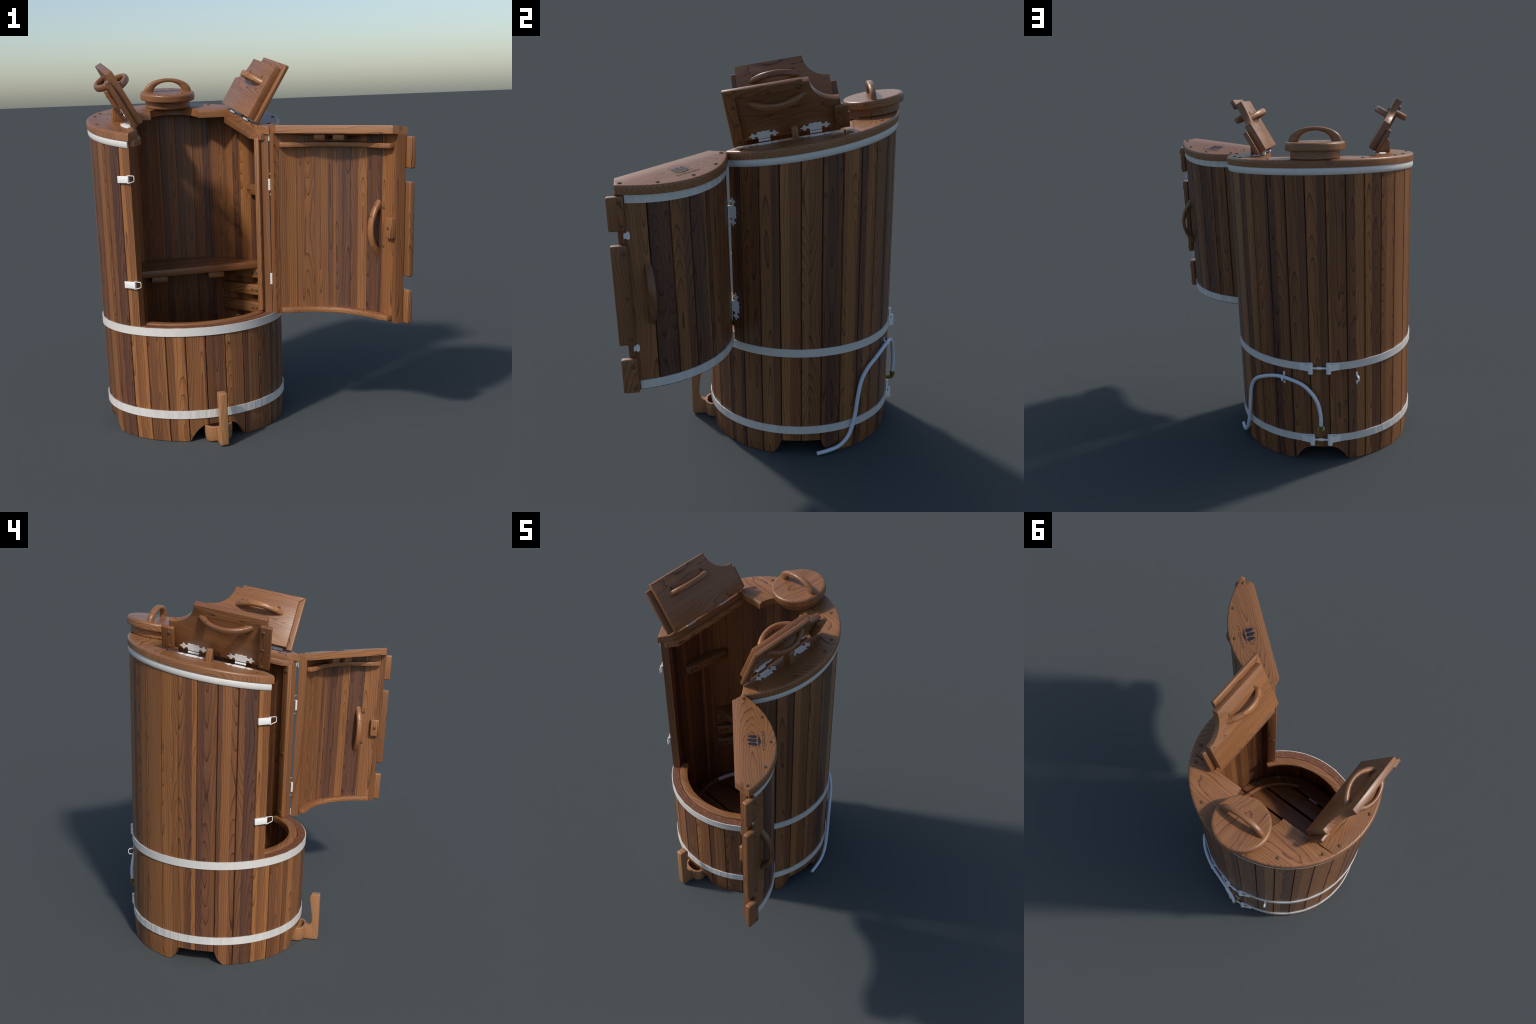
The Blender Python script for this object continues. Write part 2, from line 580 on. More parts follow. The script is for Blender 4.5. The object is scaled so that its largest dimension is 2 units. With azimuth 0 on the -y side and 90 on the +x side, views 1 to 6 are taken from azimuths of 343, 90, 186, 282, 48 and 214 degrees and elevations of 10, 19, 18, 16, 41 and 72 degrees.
# ------------------------------------------------------------------ hoops
def hoop_bm(a0, a1, lo, hi, thick=0.004, bulge=0.0, off=0.0008, step=2.0):
    """metal band round the wall; lo / hi are functions of (angle) giving heights"""
    bm = bmesh.new()
    n = max(2, int(abs(a1 - a0) / step))
    rings = []
    for i in range(n + 1):
        a = a0 + (a1 - a0) * i / n
        z0, z1 = lo(a), hi(a)
        prof = []
        for t in (0, 0.12, 0.3, 0.5, 0.7, 0.88, 1):
            z = z0 + (z1 - z0) * t
            soft = 0.0012 if (bulge > 0.002 and t in (0, 1)) else 0
            prof.append((r_out(z) + off + thick - soft + bulge * (1 - (2 * t - 1) ** 2), z))
        prof += [(r_out(z1) + off - 0.004, z1), (r_out(z0) + off - 0.004, z0)]
        rings.append([bm.verts.new(polar(a, r, z)) for r, z in prof])
    m = len(rings[0])
    for i in range(n):
        for j in range(m):
            k = (j + 1) % m
            bm.faces.new((rings[i][j], rings[i + 1][j], rings[i + 1][k], rings[i][k]))
    bm.faces.new(rings[0])
    bm.faces.new(rings[-1][::-1])
    return bm


def local(bm, M):
    """mesh built in world coordinates -> coordinates of frame M"""
    bmesh.ops.transform(bm, matrix=M.inverted(), verts=bm.verts[:])
    return bm


AXIS = Matrix.Translation((CX, CY, 0))


def yat(a, r=0.515):
    return CY + r * sin(radians(a))


top_lo = lambda a: 1.5825 + SLOPE * yat(a)
top_hi = lambda a: 1.6200 + SLOPE * yat(a)
bm = hoop_bm(GAP_R + 0.3, 360 + GAP_L - 0.3, top_lo, top_hi, 0.0035, 0.0035)
add('hoop', to_mesh(local(bm, AXIS), 'hoop'), M_STEEL, sauna, AXIS, smooth=50)

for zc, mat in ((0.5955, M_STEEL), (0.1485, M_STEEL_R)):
    bm = hoop_bm(95.5, 360 + 84.5, lambda a: zc - 0.0215, lambda a: zc + 0.0215, 0.0034, 0.0, off=0.0012)
    hp = add('hoop', to_mesh(local(bm, AXIS), 'hoop'), mat, sauna, AXIS, smooth=30)
    # flared end plates and eyes of the tension lock at the back
    for sgn in (1, -1):
        ca = 90 - sgn * 7.5
        F = radial_frame(ca, r_out(zc) + 0.004, zc)
        s = sgn
        # local x runs with the angle or against it; end towards 90 degrees
        dirx = 1 if (F.to_3x3() @ Vector((1, 0, 0))).dot(polar(90, 1) - polar(ca, 1)) > 0 else -1
        pl = [(-0.045, -0.0210), (-0.005, -0.0215), (0.012, -0.034), (0.022, -0.036), (0.030, -0.031), (0.030, 0.024),
              (0.024, 0.027), (-0.045, 0.0210)]
        bm = prism_bm([(dirx * x, zz) for x, zz in (pl if dirx > 0 else pl[::-1])], -0.001, 0.006, 0.0012, 1)
        # plan outline (x, z) -> stand it up: z' = y(out)
        bmesh.ops.transform(bm, matrix=Matrix(((1, 0, 0, 0), (0, 0, 1, 0), (0, 1, 0, 0), (0, 0, 0, 1))), verts=bm.verts[:])
        # rolled eye
        eye = []
        for ex, out in ((0.030, 0.014),):
            cyl = bmesh.new()
            bmesh.ops.create_cone(cyl, cap_ends=True, segments=18, radius1=0.0135, radius2=0.0135, depth=0.060)
            bmesh.ops.translate(cyl, verts=cyl.verts[:], vec=(dirx * 0.018, 0.012, -0.005))
            eye.append(cyl)
        # return strap behind the eye
        strap = sweep_bm([Vector((dirx * 0.022, 0.023, 0)), Vector((dirx * 0.0, 0.017, 0)), Vector((dirx * -0.035, 0.006, 0))],
                         [(-0.019, -0.0015), (0.019, -0.0015), (0.019, 0.0015), (-0.019, 0.0015)], (0, 1, 0))
        bm = join_bm([bm] + eye + [strap])
        add('lug', to_mesh(bm, 'lug'), M_FIT, hp, F, smooth=40)
    F = radial_frame(90, r_out(zc) + 0.014, zc - 0.003)
    bolt = bmesh.new()
    bmesh.ops.create_cone(bolt, cap_ends=True, segments=14, radius1=0.0058, radius2=0.0058, depth=0.10)
    nut = bmesh.new()
    bmesh.ops.create_cone(nut, cap_ends=True, segments=6, radius1=0.0088, radius2=0.0088, depth=0.027)
    bm = join_bm([bolt, nut])
    bmesh.ops.rotate(bm, verts=bm.verts[:], matrix=Matrix.Rotation(pi / 2, 3, 'Y'))
    add('tension_bolt', to_mesh(bm, 'tension_bolt'), M_FIT, hp, F, smooth=40)

# ------------------------------------------------------------------ roof
ROOF_R = 0.5275
ROOF_O = Matrix.Translation((CX, CY, 1.66))
HOLE_Y = 0.3705


def arc_pts(a0, a1, r, n, cx=CX, cy=CY):
    return [(cx + r * cos(radians(a0 + (a1 - a0) * i / n)), cy + r * sin(radians(a0 + (a1 - a0) * i / n))) for i in range(n + 1)]


def roof_slab(name, outline, mat, bev=0.014, seg=5, parent=sauna, M=ROOF_O, shift=Matrix.Identity(4),
              lo=lambda x, y: roof_bot(y), hi=lambda x, y: roof_top(y), deg=50,
              soft=lambda x, y: hypot(x - CX, y - CY) > ROOF_R - 0.006):
    bm = prism_bm(outline, lo, hi, 0)
    bm.normal_update()
    def top_edges():
        return [e for e in bm.edges if len(e.link_faces) == 2 and e.calc_face_angle(0) > radians(deg)
                and min(v.co.z - (lo(v.co.x, v.co.y) + hi(v.co.x, v.co.y)) / 2 for v in e.verts) > 0]
    rim = [e for e in top_edges() if soft(*((e.verts[0].co + e.verts[1].co) / 2).xy)]
    if rim:
        bmesh.ops.bevel(bm, geom=rim, offset=bev, segments=seg, affect='EDGES', profile=0.5, clamp_overlap=False)
        bm.normal_update()
    rest = [e for e in top_edges() if not soft(*((e.verts[0].co + e.verts[1].co) / 2).xy)]
    if rest:
        bmesh.ops.bevel(bm, geom=rest, offset=0.0025, segments=2, affect='EDGES', profile=0.5, clamp_overlap=True)
    return add(name, to_mesh(local(bm, M), name), mat, parent, shift @ M, smooth=38)


SEAM_Y = 0.369
sa = degrees(math.asin((SEAM_Y - CY) / ROOF_R))
fa = degrees(atan2(-0.2125 - CY, 0.3675))
for side in (1, -1):
    out = arc_pts(fa, sa, ROOF_R, 40)
    out += [(CX + 0.312, SEAM_Y - 0.001), (CX + 0.312, -0.150)]
    if side < 0:
        out = [(2 * CX - x, y) for x, y in out][::-1]
    arm = roof_slab('roof_side_board', out, W_Y)
    # ledge under the board that carries the flap
    led = [(CX + 0.372, 0.372), (CX + 0.292, 0.372), (CX + 0.292, -0.130), (CX + 0.338, -0.188), (CX + 0.372, -0.188)][::-1]
    if side < 0:
        led = [(2 * CX - x, y) for x, y in led][::-1]
    roof_slab('flap_ledge', led, W_Y, 0.004, 2, arm, lo=lambda x, y: roof_bot(y) - 0.034, hi=lambda x, y: roof_bot(y) - 0.0005)
    for nx, ny in ((0.4895, 0.0637), (0.4003, -0.136), (0.4658, 0.3109)):
        nail(arm, (CX + side * nx, ny, roof_top(ny)), (0, -SLOPE, 1))

nh = 0.141
out = [(CX + 0.312, SEAM_Y + 0.001), (CX + ROOF_R * cos(radians(sa)), SEAM_Y + 0.001)]
out += arc_pts(sa + 0.2, 180 - sa - 0.2, ROOF_R, 70)
out += [(CX - ROOF_R * cos(radians(sa)), SEAM_Y + 0.001), (CX - 0.312, SEAM_Y + 0.001)]
out += [(CX + nh * cos(radians(180 - 180 * i / 28)), SEAM_Y + 0.001 + nh * sin(radians(180 - 180 * i / 28))) for i in range(29)]
rear = roof_slab('roof_rear_board', out, W_X,
                 soft=lambda x, y: hypot(x - CX, y - CY) > ROOF_R - 0.006 or (abs(x - CX) < 0.305 and y < SEAM_Y + 0.004))
for side in (1, -1):
    for nx, ny in ((0.4221, 0.4049), (0.2501, 0.5672)):
        nail(rear, (CX + side * nx, ny, roof_top(ny)), (0, -SLOPE, 1))

# ------------------------------------------------------------------ neck lid
HDIR = Vector((0, 1, SLOPE)).normalized()
NDIR = Vector((1, 0, 0)).cross(HDIR)


def lathe_bm(prof, n=64):
    bm = bmesh.new()
    rings = [[bm.verts.new((r * cos(2 * pi * i / n), r * sin(2 * pi * i / n), z)) for i in range(n)] for r, z in prof]
    for a, b in zip(rings, rings[1:]):
        for i in range(n):
            j = (i + 1) % n
            bm.faces.new((a[i], a[j], b[j], b[i]))
    bm.faces.new(rings[-1])
    bm.faces.new(rings[0][::-1])
    return bm


NECK = basis(Vector((CX, 0.5585, roof_top(0.5585))), Vector((1, 0, 0)), HDIR, NDIR)
bm = lathe_bm([(0.126, 0.0003), (0.131, 0.004), (0.131, 0.008), (0.131, 0.040), (0.131, 0.043), (0.150, 0.043), (0.1535, 0.0435), (0.157, 0.0455), (0.1588, 0.049), (0.159, 0.053), (0.159, 0.056),
               (0.159, 0.073), (0.159, 0.076), (0.1575, 0.082), (0.153, 0.0865), (0.147, 0.0885), (0.142, 0.089), (0.136, 0.089)])
neck = add('neck_lid', to_mesh(bm, 'neck_lid'), W_Y, sauna, NECK, smooth=40)
# bow handle with flat feet
n = 28
outer = [(0.142 * cos(pi * i / n), 0.0885 - 0.006 + 0.084 * sin(pi * i / n) ** 0.9) for i in range(n + 1)]
inner = [(0.086 * cos(pi * i / n), 0.0885 - 0.006 + 0.0625 * sin(pi * i / n) ** 0.9) for i in range(n + 1)]
bm = bmesh.new()
rings = []
for (xo, zo), (xi, zi) in zip(outer, inner):
    cxm, czm = (xo + xi) / 2, (zo + zi) / 2
    dx, dz = (xo - xi) / 2, (zo - zi) / 2
    ring = []
    for a, b in superellipse(1, 0.0165, 16, 2.7):
        ring.append(bm.verts.new((cxm + dx * a, b, czm + dz * a)))
    rings.append(ring)
for a, b in zip(rings, rings[1:]):
    for i in range(16):
        j = (i + 1) % 16
        bm.faces.new((a[i], a[j], b[j], b[i]))
bm.faces.new(rings[0])
bm.faces.new(rings[-1][::-1])
bmesh.ops.translate(bm, verts=bm.verts[:], vec=(0, -0.006, 0))
add('handle', to_mesh(bm, 'handle'), W_HANDLE, neck, NECK, smooth=60)


# ------------------------------------------------------------------ ornate hinges
def hinge_leaf_bm(thick=0.003):
    """decorative strap leaf, 0.152 long, in local x-y, knuckle along y = 0"""
    half = [(0.000, 0.000), (0.030, 0.000), (0.0305, 0.009), (0.033, 0.0150), (0.039, 0.0175), (0.0455, 0.0145), (0.0475, 0.0085),
            (0.052, 0.0035), (0.058, 0.0035), (0.0605, 0.0085), (0.062, 0.0140), (0.069, 0.0170), (0.0765, 0.0215),
            (0.069, 0.0255), (0.062, 0.0285), (0.0605, 0.0345), (0.059, 0.0400), (0.0545, 0.0410), (0.0500, 0.0375),
            (0.0480, 0.0315), (0.0420, 0.0290), (0.0350, 0.0305), (0.0315, 0.0350), (0.031, 0.0435), (0.0270, 0.0455), (0.0220, 0.0450),
            (0.0180, 0.0425), (0.0120, 0.0425), (0.0080, 0.0445), (0.000, 0.0455)]
    pts = half + [(-x, y) for x, y in half[::-1][1:-1]]
    return prism_bm(pts, 0, thick, 0.0007, 1, 60)


def knuckle_bm(length=0.060, r=0.0068):
    out = []
    k = length / 5
    for i in range(5):
        b = bmesh.new()
        bmesh.ops.create_cone(b, cap_ends=True, segments=14, radius1=r, radius2=r, depth=k - 0.0012)
        bmesh.ops.rotate(b, verts=b.verts[:], matrix=Matrix.Rotation(pi / 2, 3, 'Y'))
        bmesh.ops.translate(b, verts=b.verts[:], vec=(-length / 2 + k * (i + 0.5), 0, 0))
        out.append(b)
    return join_bm(out)


# ------------------------------------------------------------------ roof flaps
PHI = radians(60.0)
FT = 0.037


def flap(side):
    """local frame: x along the hinge (0 front .. 0.521 back), y up the board, z inner face"""
    xdir = HDIR.copy()
    phi = PHI + (radians(0.3) if side > 0 else 0)
    up = Vector((side * cos(phi), 0, 0)) + NDIR * sin(phi)
    nin = up.cross(xdir)
    if nin.x * side > 0:
        nin = -nin
    org = Vector((-0.508, -0.1505, 1.679))
    if side > 0:
        org.x = 2 * CX - org.x
    mirror = xdir.cross(up).dot(nin) < 0
    M = basis(org, xdir, up, nin if not mirror else -nin)
    zi = 1 if not mirror else -1          # inner face direction in local z

    def zz(a, b):
        """depth range measured from the inner face outwards"""
        p, q = -zi * a, -zi * b
        return (min(p, q), max(p, q))

    A, B, R = 0.521, 0.3025, 0.1355
    pts = [(0, 0), (A, 0), (A, B - R)]
    pts += [(A - R * sin(radians(90 * i / 16)), B - R * cos(radians(90 * i / 16))) for i in range(1, 16)]
    pts += [(A - R, B), (0, B)]
    bm = prism_bm(pts, *zz(0, FT), 0.0022, 2, 50)
    board = add('roof_flap', to_mesh(bm, 'roof_flap'), W_X, sauna, M, smooth=40)

    def strip(outline, mat, name='flap_batten'):
        bm = prism_bm(outline, *zz(FT + 0.0003, FT + 0.024), 0.005, 3, 50)
        add(name, to_mesh(bm, name), mat, board, M, smooth=40)

    out_n = Vector((0, 0, -zi))
    zo = -zi * (FT + 0.024)
    strip([(0.487, 0.0), (0.556, 0.0), (0.556, 0.139), (0.487, 0.139)], W_Y2)
    for x, y in ((0.5125, 0.106), (0.5125, 0.020)):
        nail(board, (x, y, zo), out_n, M)
    if side < 0:
        strip([(-0.032, 0.0), (0.029, 0.0), (0.029, 0.274), (-0.032, 0.274)], W_Y2)
        ns = ((0.009, 0.238), (0.009, 0.126), (0.009, 0.016))
    else:
        strip([(-0.031, -0.004), (0.024, -0.004), (0.024, 0.284), (-0.031, 0.336)], W_Y2)
        strip([(0.0245, 0.2845), (0.355, 0.2845), (0.355, 0.336), (-0.030, 0.336)], W_X)
        ns = ((0.007, 0.238), (0.007, 0.128), (0.007, 0.018), (0.054, 0.296), (0.190, 0.296), (0.329, 0.296))
    for x, y in ns:
        nail(board, (x, y, zo), out_n, M)
    # bow handles on both faces, each screwed through from the other side
    for face, yb, yn in ((1, 0.199, 0.228), (-1, 0.230, 0.199)):
        base = 0.0 if face > 0 else FT
        zdir = zi if face > 0 else -zi
        H = M @ Matrix.Translation((0.2145, yb, -zi * base)) @ basis(Vector(), Vector((1, 0, 0)), Vector((0, 0, zdir)),
                                                                     Vector((0, -zdir, 0)))
        add('handle', HANDLE, None, board, H, smooth=0)
        for x in (0.102, 0.324):
            nail(board, (x, yn, -zi * base), (0, 0, zdir), M, 0.95)
    # strap hinges: one leaf on the flap, one on the roof board
    for hx in (0.127, 0.386):
        L = M @ Matrix.Translation((hx, 0.001, -zi * (FT + 0.0002))) @ basis(Vector(), Vector((1, 0, 0)), Vector((0, 1, 0)), Vector((0, 0, 1)))
        if zi > 0:
            L = L @ Matrix.Translation((0, 0, -0.003))
        add('hinge_leaf', LEAF, None, board, L, smooth=0)
        K = M @ Matrix.Translation((hx, -0.012, -zi * (FT + 0.001)))
        add('hinge_knuckle', KNUCK, None, board, K, smooth=0)
        Pk = K @ Vector((0, 0, 0))
        # lower leaf lies on the roof
        yy = Pk.y
        x0 = CX + side * 0.3275
        B2 = basis(Vector((x0, yy, roof_top(yy) + 0.0004)), HDIR, Vector((side, 0, 0)), NDIR if side < 0 else -NDIR)
        if side > 0:
            B2 = B2 @ Matrix.Translation((0, 0, -0.003))
        add('hinge_leaf', LEAF, None, board, B2, smooth=0)
    return board


W_Y2 = wood('wood_batten', 'Y', 'X', **{**BOARD, 'tone': 0.36, 'ring_freq': 70})
HANDLE = to_mesh(arch_bm(0.278, 0.076, 0.036, 0.031, flare=0.5), 'handle')
HANDLE.materials.append(W_HANDLE)
shade(HANDLE, 50)
LEAF = to_mesh(hinge_leaf_bm(), 'hinge_leaf')
LEAF.materials.append(M_FIT)
shade(LEAF, 30)
KNUCK = to_mesh(knuckle_bm(), 'hinge_knuckle')
KNUCK.materials.append(M_FIT)
shade(KNUCK, 40)
for side in (-1, 1):
    flap(side)
    # wedge-topped post that props the open flap
    yb = 0.135
    F = basis(Vector((CX + side * 0.366, yb, roof_top(yb))), Vector((side, 0, 0)), HDIR * side, NDIR)
    pts = [(-0.034, -0.002), (0.030, -0.002), (0.030, 0.064), (0.020, 0.074), (0.006, 0.072), (-0.034, 0.014)]
    bm = prism_bm(pts, -0.0165, 0.0165, 0.0035, 2, 30)
    bmesh.ops.transform(bm, matrix=Matrix(((1, 0, 0, 0), (0, 0, 1, 0), (0, 1, 0, 0), (0, 0, 0, 1))), verts=bm.verts[:])
    add('flap_prop', to_mesh(bm, 'flap_prop'), W_Z, sauna, F, smooth=40)

# ------------------------------------------------------------------ parapet cap and hinge post
bm = bmesh.new()
capM = Matrix.Translation((CX, CY, 0.6))
pts = []
for i in range(41):
    a = -141.5 + 103 * i / 40
    pts.append((CX + 0.407 * cos(radians(a)), CY + 0.407 * sin(radians(a))))
for i in range(41):
    a = -38.5 - 103 * i / 40
    d = ((a % 12) - 6)
    rr = 0.4585 * cos(radians(6)) / cos(radians(d)) - 0.0008
    pts.append((CX + rr * cos(radians(a)), CY + rr * sin(radians(a))))
bm = prism_bm(pts, 0.590, 0.6275, 0.004, 2, 45)
cap = add('parapet_cap', to_mesh(local(bm, capM), 'parapet_cap'), W_X, sauna, capM, smooth=40)

F = radial_frame(-43.2, 0.4445, 0.63)
bm = box_bm(-0.0285, 0.0265, -0.0150, 0.0145, 0.0, 0.938, 0.006, 3)
post = add('door_post', to_mesh(bm, 'door_post'), W_Z, sauna, F, smooth=40)
for zz_ in (0.03, 0.40, 0.90):
    nail(post, (0.006, -0.0150, zz_), (0, -1, 0), F)

# ------------------------------------------------------------------ barrel latches
for zc in (1.393, 0.842):
    F = radial_frame(-140.6, r_out(zc), zc)
    t = 1 if (F.to_3x3() @ Vector((1, 0, 0))).dot(polar(-130, 1) - polar(-140, 1)) > 0 else -1
    plate = box_bm(min(-t * 0.036, t * 0.037), max(-t * 0.036, t * 0.037), 0.009, 0.014, -0.018, 0.018, 0.002, 2)
    base = box_bm(min(-t * 0.033, t * 0.030), max(-t * 0.033, t * 0.030), -0.004, 0.010, -0.0155, 0.0155, 0.002, 1)
    ear = box_bm(t * 0.033 - 0.004, t * 0.033 + 0.004, 0.002, 0.016, -0.021, 0.021, 0.002, 1)
    lat = add('latch', to_mesh(join_bm([plate, base, ear]), 'latch'), M_FIT, sauna, F, smooth=40)
    loop = [Vector((t * 0.033, 0.012, 0.020)), Vector((t * 0.068, 0.0085, 0.019)), Vector((t * 0.072, 0.008, 0.015)),
            Vector((t * 0.072, 0.008, -0.006)), Vector((t * 0.068, 0.0085, -0.010)), Vector((t * 0.033, 0.012, -0.020))]
    bm = sweep_bm(loop, [(0.0022 * cos(2 * pi * i / 8), 0.0022 * sin(2 * pi * i / 8)) for i in range(8)], (0, 1, 0))
    add('latch_loop', to_mesh(bm, 'latch_loop'), M_FIT, lat, F, smooth=60)

# ------------------------------------------------------------------ door
DA0, DA1 = -135.4, -44.6
ribs = []
for z0, z1 in ((1.521, 1.547), (0.633, 0.660)):
    pts = []
    for i in range(37):
        a = -131.2 + 83.0 * i / 36
        ri = r_out(z0) - WALL - 0.050
        edge = min(abs(a + 131.2), abs(a + 48.2))
        if edge < 7:
            ri += 0.020 * (1 - edge / 7)
        pts.append((CX + ri * cos(radians(a)), CY + ri * sin(radians(a))))
    for i in range(37):
        a = -48.2 - 83.0 * i / 36
        ri = r_out(z0) - WALL + 0.0005
        pts.append((CX + ri * cos(radians(a)), CY + ri * sin(radians(a))))
    ribs.append(prism_bm(pts, z0, z1, 0.005, 2, 45))
DOOR_O = Matrix.Translation((CX, CY - 0.4, 0.62))
door = add('door', to_mesh(local(join_bm(ribs), DOOR_O), 'door'), W_X, sauna, DOOR @ DOOR_O, smooth=40)

edges = [DA0] + [-132 + 12 * i for i in range(8)] + [DA1]
for a0, a1 in zip(edges, edges[1:]):
    mid = 12 * math.floor((a0 + a1) / 24) + 6
    first, last = a0 == DA0, a1 == DA1
    bm = stave_bm(mid, a0, a1, lambda a: 0.6245, roofline, not first, not last,
                  0.2 if first else 0, -0.3 if last else 0, rows=8)
    me = to_mesh(bm, 'door_stave')
    me.materials.append(W_STAVE)
    me.materials.append(W_END)
    add('door_stave', me, None, door, DOOR @ turned(mid), smooth=30)

for lo, hi, blg in ((lambda a: 1.5800 + SLOPE * yat(a), lambda a: 1.6190 + SLOPE * yat(a), 0.001), (lambda a: 0.630, lambda a: 0.6725, 0.001)):
    bm = hoop_bm(-130.8, DA1 - 0.4, lo, hi, 0.0036, 0.0)
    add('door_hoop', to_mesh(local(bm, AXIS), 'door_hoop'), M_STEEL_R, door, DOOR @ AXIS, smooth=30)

# roof segment carried by the door
fa2 = degrees(atan2(-0.2145 - CY, 0.3685))
out = arc_pts(-180 - fa2, fa2, ROOF_R, 50)
out += [(CX + 0.311, -0.1535), (CX - 0.311, -0.1535)]
SEG_O = Matrix.Translation((CX, -0.25, 1.63))
seg = roof_slab('door_roof_board', out, W_X, 0.011, 5, door, SEG_O, DOOR)
for nx, ny in ((-0.334, -0.212), (-0.1925, -0.3035), (0, -0.340), (0.1925, -0.3035), (0.334, -0.212)):
    nail(door, (CX + nx, ny, roof_top(ny)), (0, -SLOPE, 1), DOOR)
for bx in (-0.144, -0.246):
    bm = box_bm(bx - 0.030, bx + 0.030, -0.335, -0.190, 1.562, 1.590, 0.003)
    BO = Matrix.Translation((bx, -0.25, 1.575))
    add('roof_cleat', to_mesh(local(bm, BO), 'roof_cleat'), W_Y, door, DOOR @ BO, smooth=40)

# overlap plates along the free edge
for z0, z1, nz in ((0.625, 0.798, (0.651, 0.760)), (0.870, 1.355, (0.901, 1.106, 1.317)), (1.422, 1.581, (1.450, 1.556))):
    zc = (z0 + z1) / 2
    F = radial_frame(-134.9, r_out(zc), zc)
    t = 1 if (F.to_3x3() @ Vector((1, 0, 0))).dot(polar(-130, 1) - polar(-135, 1)) > 0 else -1
    hz = (z1 - z0) / 2
    bm = box_bm(min(t * 0.0325, -t * 0.0425), max(t * 0.0325, -t * 0.0425), 0.0025, 0.0345, -hz, hz, 0.008, 4)
    pl = add('edge_plate', to_mesh(bm, 'edge_plate'), W_Z, door, DOOR @ F, smooth=40)
    for z in nz:
        nail(door, (t * 0.0145, 0.0345, z - zc), (0, 1, 0), DOOR @ F)

# door handles inside and out
DH = to_mesh(arch_bm(0.281, 0.072, 0.037, 0.029, flare=0.75), 'handle')
DH.materials.append(W_HANDLE)
shade(DH, 50)
for a, r, face in ((-121.8, r_out(1.1) - 0.001, 1), (-116.9, r_out(1.1) - WALL + 0.003, -1)):
    F = radial_frame(a, r, 1.101)
    H = F @ basis(Vector(), Vector((0, 0, 1)), Vector((0, face, 0)), Vector((-face, 0, 0)))
    add('handle', DH, None, door, DOOR @ H, smooth=0)
for a, face in ((-116.9, 1), (-121.7, -1)):
    for z in (1.216, 1.017):
        rr = r_out(z) if face > 0 else r_out(z) - WALL + 0.0005
        F = radial_frame(a, rr, z)
        nail(door, (0, 0, 0), (0, face, 0), DOOR @ F)
# inside latch block
F = radial_frame(-130.9, r_out(1.12) - WALL, 1.1185)
bm = box_bm(-0.0265, 0.0265, -0.029, 0.004, -0.0535, 0.0535, 0.006, 3)
blk = add('latch_block', to_mesh(bm, 'latch_block'), W_Z, door, DOOR @ F, smooth=40)
nail(door, (0, -0.029, 0), (0, -1, 0), DOOR @ F)
# catches for the barrel latches
for zc in (1.392, 0.841):
    F = radial_frame(-131.0, r_out(zc) + 0.0005, zc)
    t = 1 if (F.to_3x3() @ Vector((1, 0, 0))).dot(polar(-120, 1) - polar(-131, 1)) > 0 else -1
    pts = [(-0.014, -0.013), (-0.003, -0.013), (0.002, -0.021), (0.013, -0.013), (0.013, 0.013), (0.002, 0.021), (-0.003, 0.013), (-0.014, 0.013)]
    pts = [(t * x, z) for x, z in pts]
    if t < 0:
        pts = pts[::-1]
    bm = prism_bm(pts, 0, 0.0035, 0.0008, 1)
    hook = box_bm(min(-t * 0.015, -t * 0.009), max(-t * 0.015, -t * 0.009), -0.012, 0.012, 0.003, 0.011, 0.001, 1)
    bm = join_bm([bm, hook])
    bmesh.ops.transform(bm, matrix=Matrix(((1, 0, 0, 0), (0, 0, 1, 0), (0, 1, 0, 0), (0, 0, 0, 1))), verts=bm.verts[:])
    add('latch_catch', to_mesh(bm, 'latch_catch'), M_FIT, door, DOOR @ F, smooth=40)

# door hinges: a leaf on the barrel, a leaf on the door, knuckle on the axis
for zc in (1.3215, 0.8105):
    for a, s, par, T in ((-43.6, 1, sauna, Matrix.Identity(4)), (-44.9, -1, door, DOOR)):
        F = radial_frame(a, r_out(zc) + 0.0012, zc)
        t = 1 if (F.to_3x3() @ Vector((1, 0, 0))).dot(polar(-30, 1) - polar(-45, 1)) > 0 else -1
        yv = Vector((t * s, 0, 0))
        xv = Vector((0, 0, 1))
        Lf = F @ Matrix.Rotation(radians(-2.0) * t * s, 4, 'Z') @ basis(Vector(), xv, yv, xv.cross(yv))
        if xv.cross(yv).y < 0:
            Lf = Lf @ Matrix.Translation((0, 0, -0.003))
        add('hinge_leaf', LEAF, None, par, T @ Lf, smooth=0)
    P = HINGE_O + HINGE_D * zc
    K = Matrix.Translation(P) @ Vector((1, 0, 0)).rotation_difference(HINGE_D).to_matrix().to_4x4()
    add('hinge_knuckle', KNUCK, None, sauna, K, smooth=0)


# ------------------------------------------------------------------ printed mark on the door roof
def print_bm(bm, M):
    """flat plan shape (dx, y) -> slightly proud of the roof segment"""
    for v in bm.verts:
        y = v.co.y
        v.co = Vector((CX + v.co.x, y, roof_top(y) + 0.0004 + v.co.z))
    return bm


def ring_bm(cx_, cy_, rx, ry, w, n=64):
    bm = bmesh.new()
    a = [bm.verts.new((cx_ + (rx - w) * cos(2 * pi * i / n), cy_ + (ry - w) * sin(2 * pi * i / n), 0.0004)) for i in range(n)]
    b = [bm.verts.new((cx_ + rx * cos(2 * pi * i / n), cy_ + ry * sin(2 * pi * i / n), 0.0004)) for i in range(n)]
    for i in range(n):
        j = (i + 1) % n
        bm.faces.new((a[i], b[i], b[j], a[j]))
    return bm


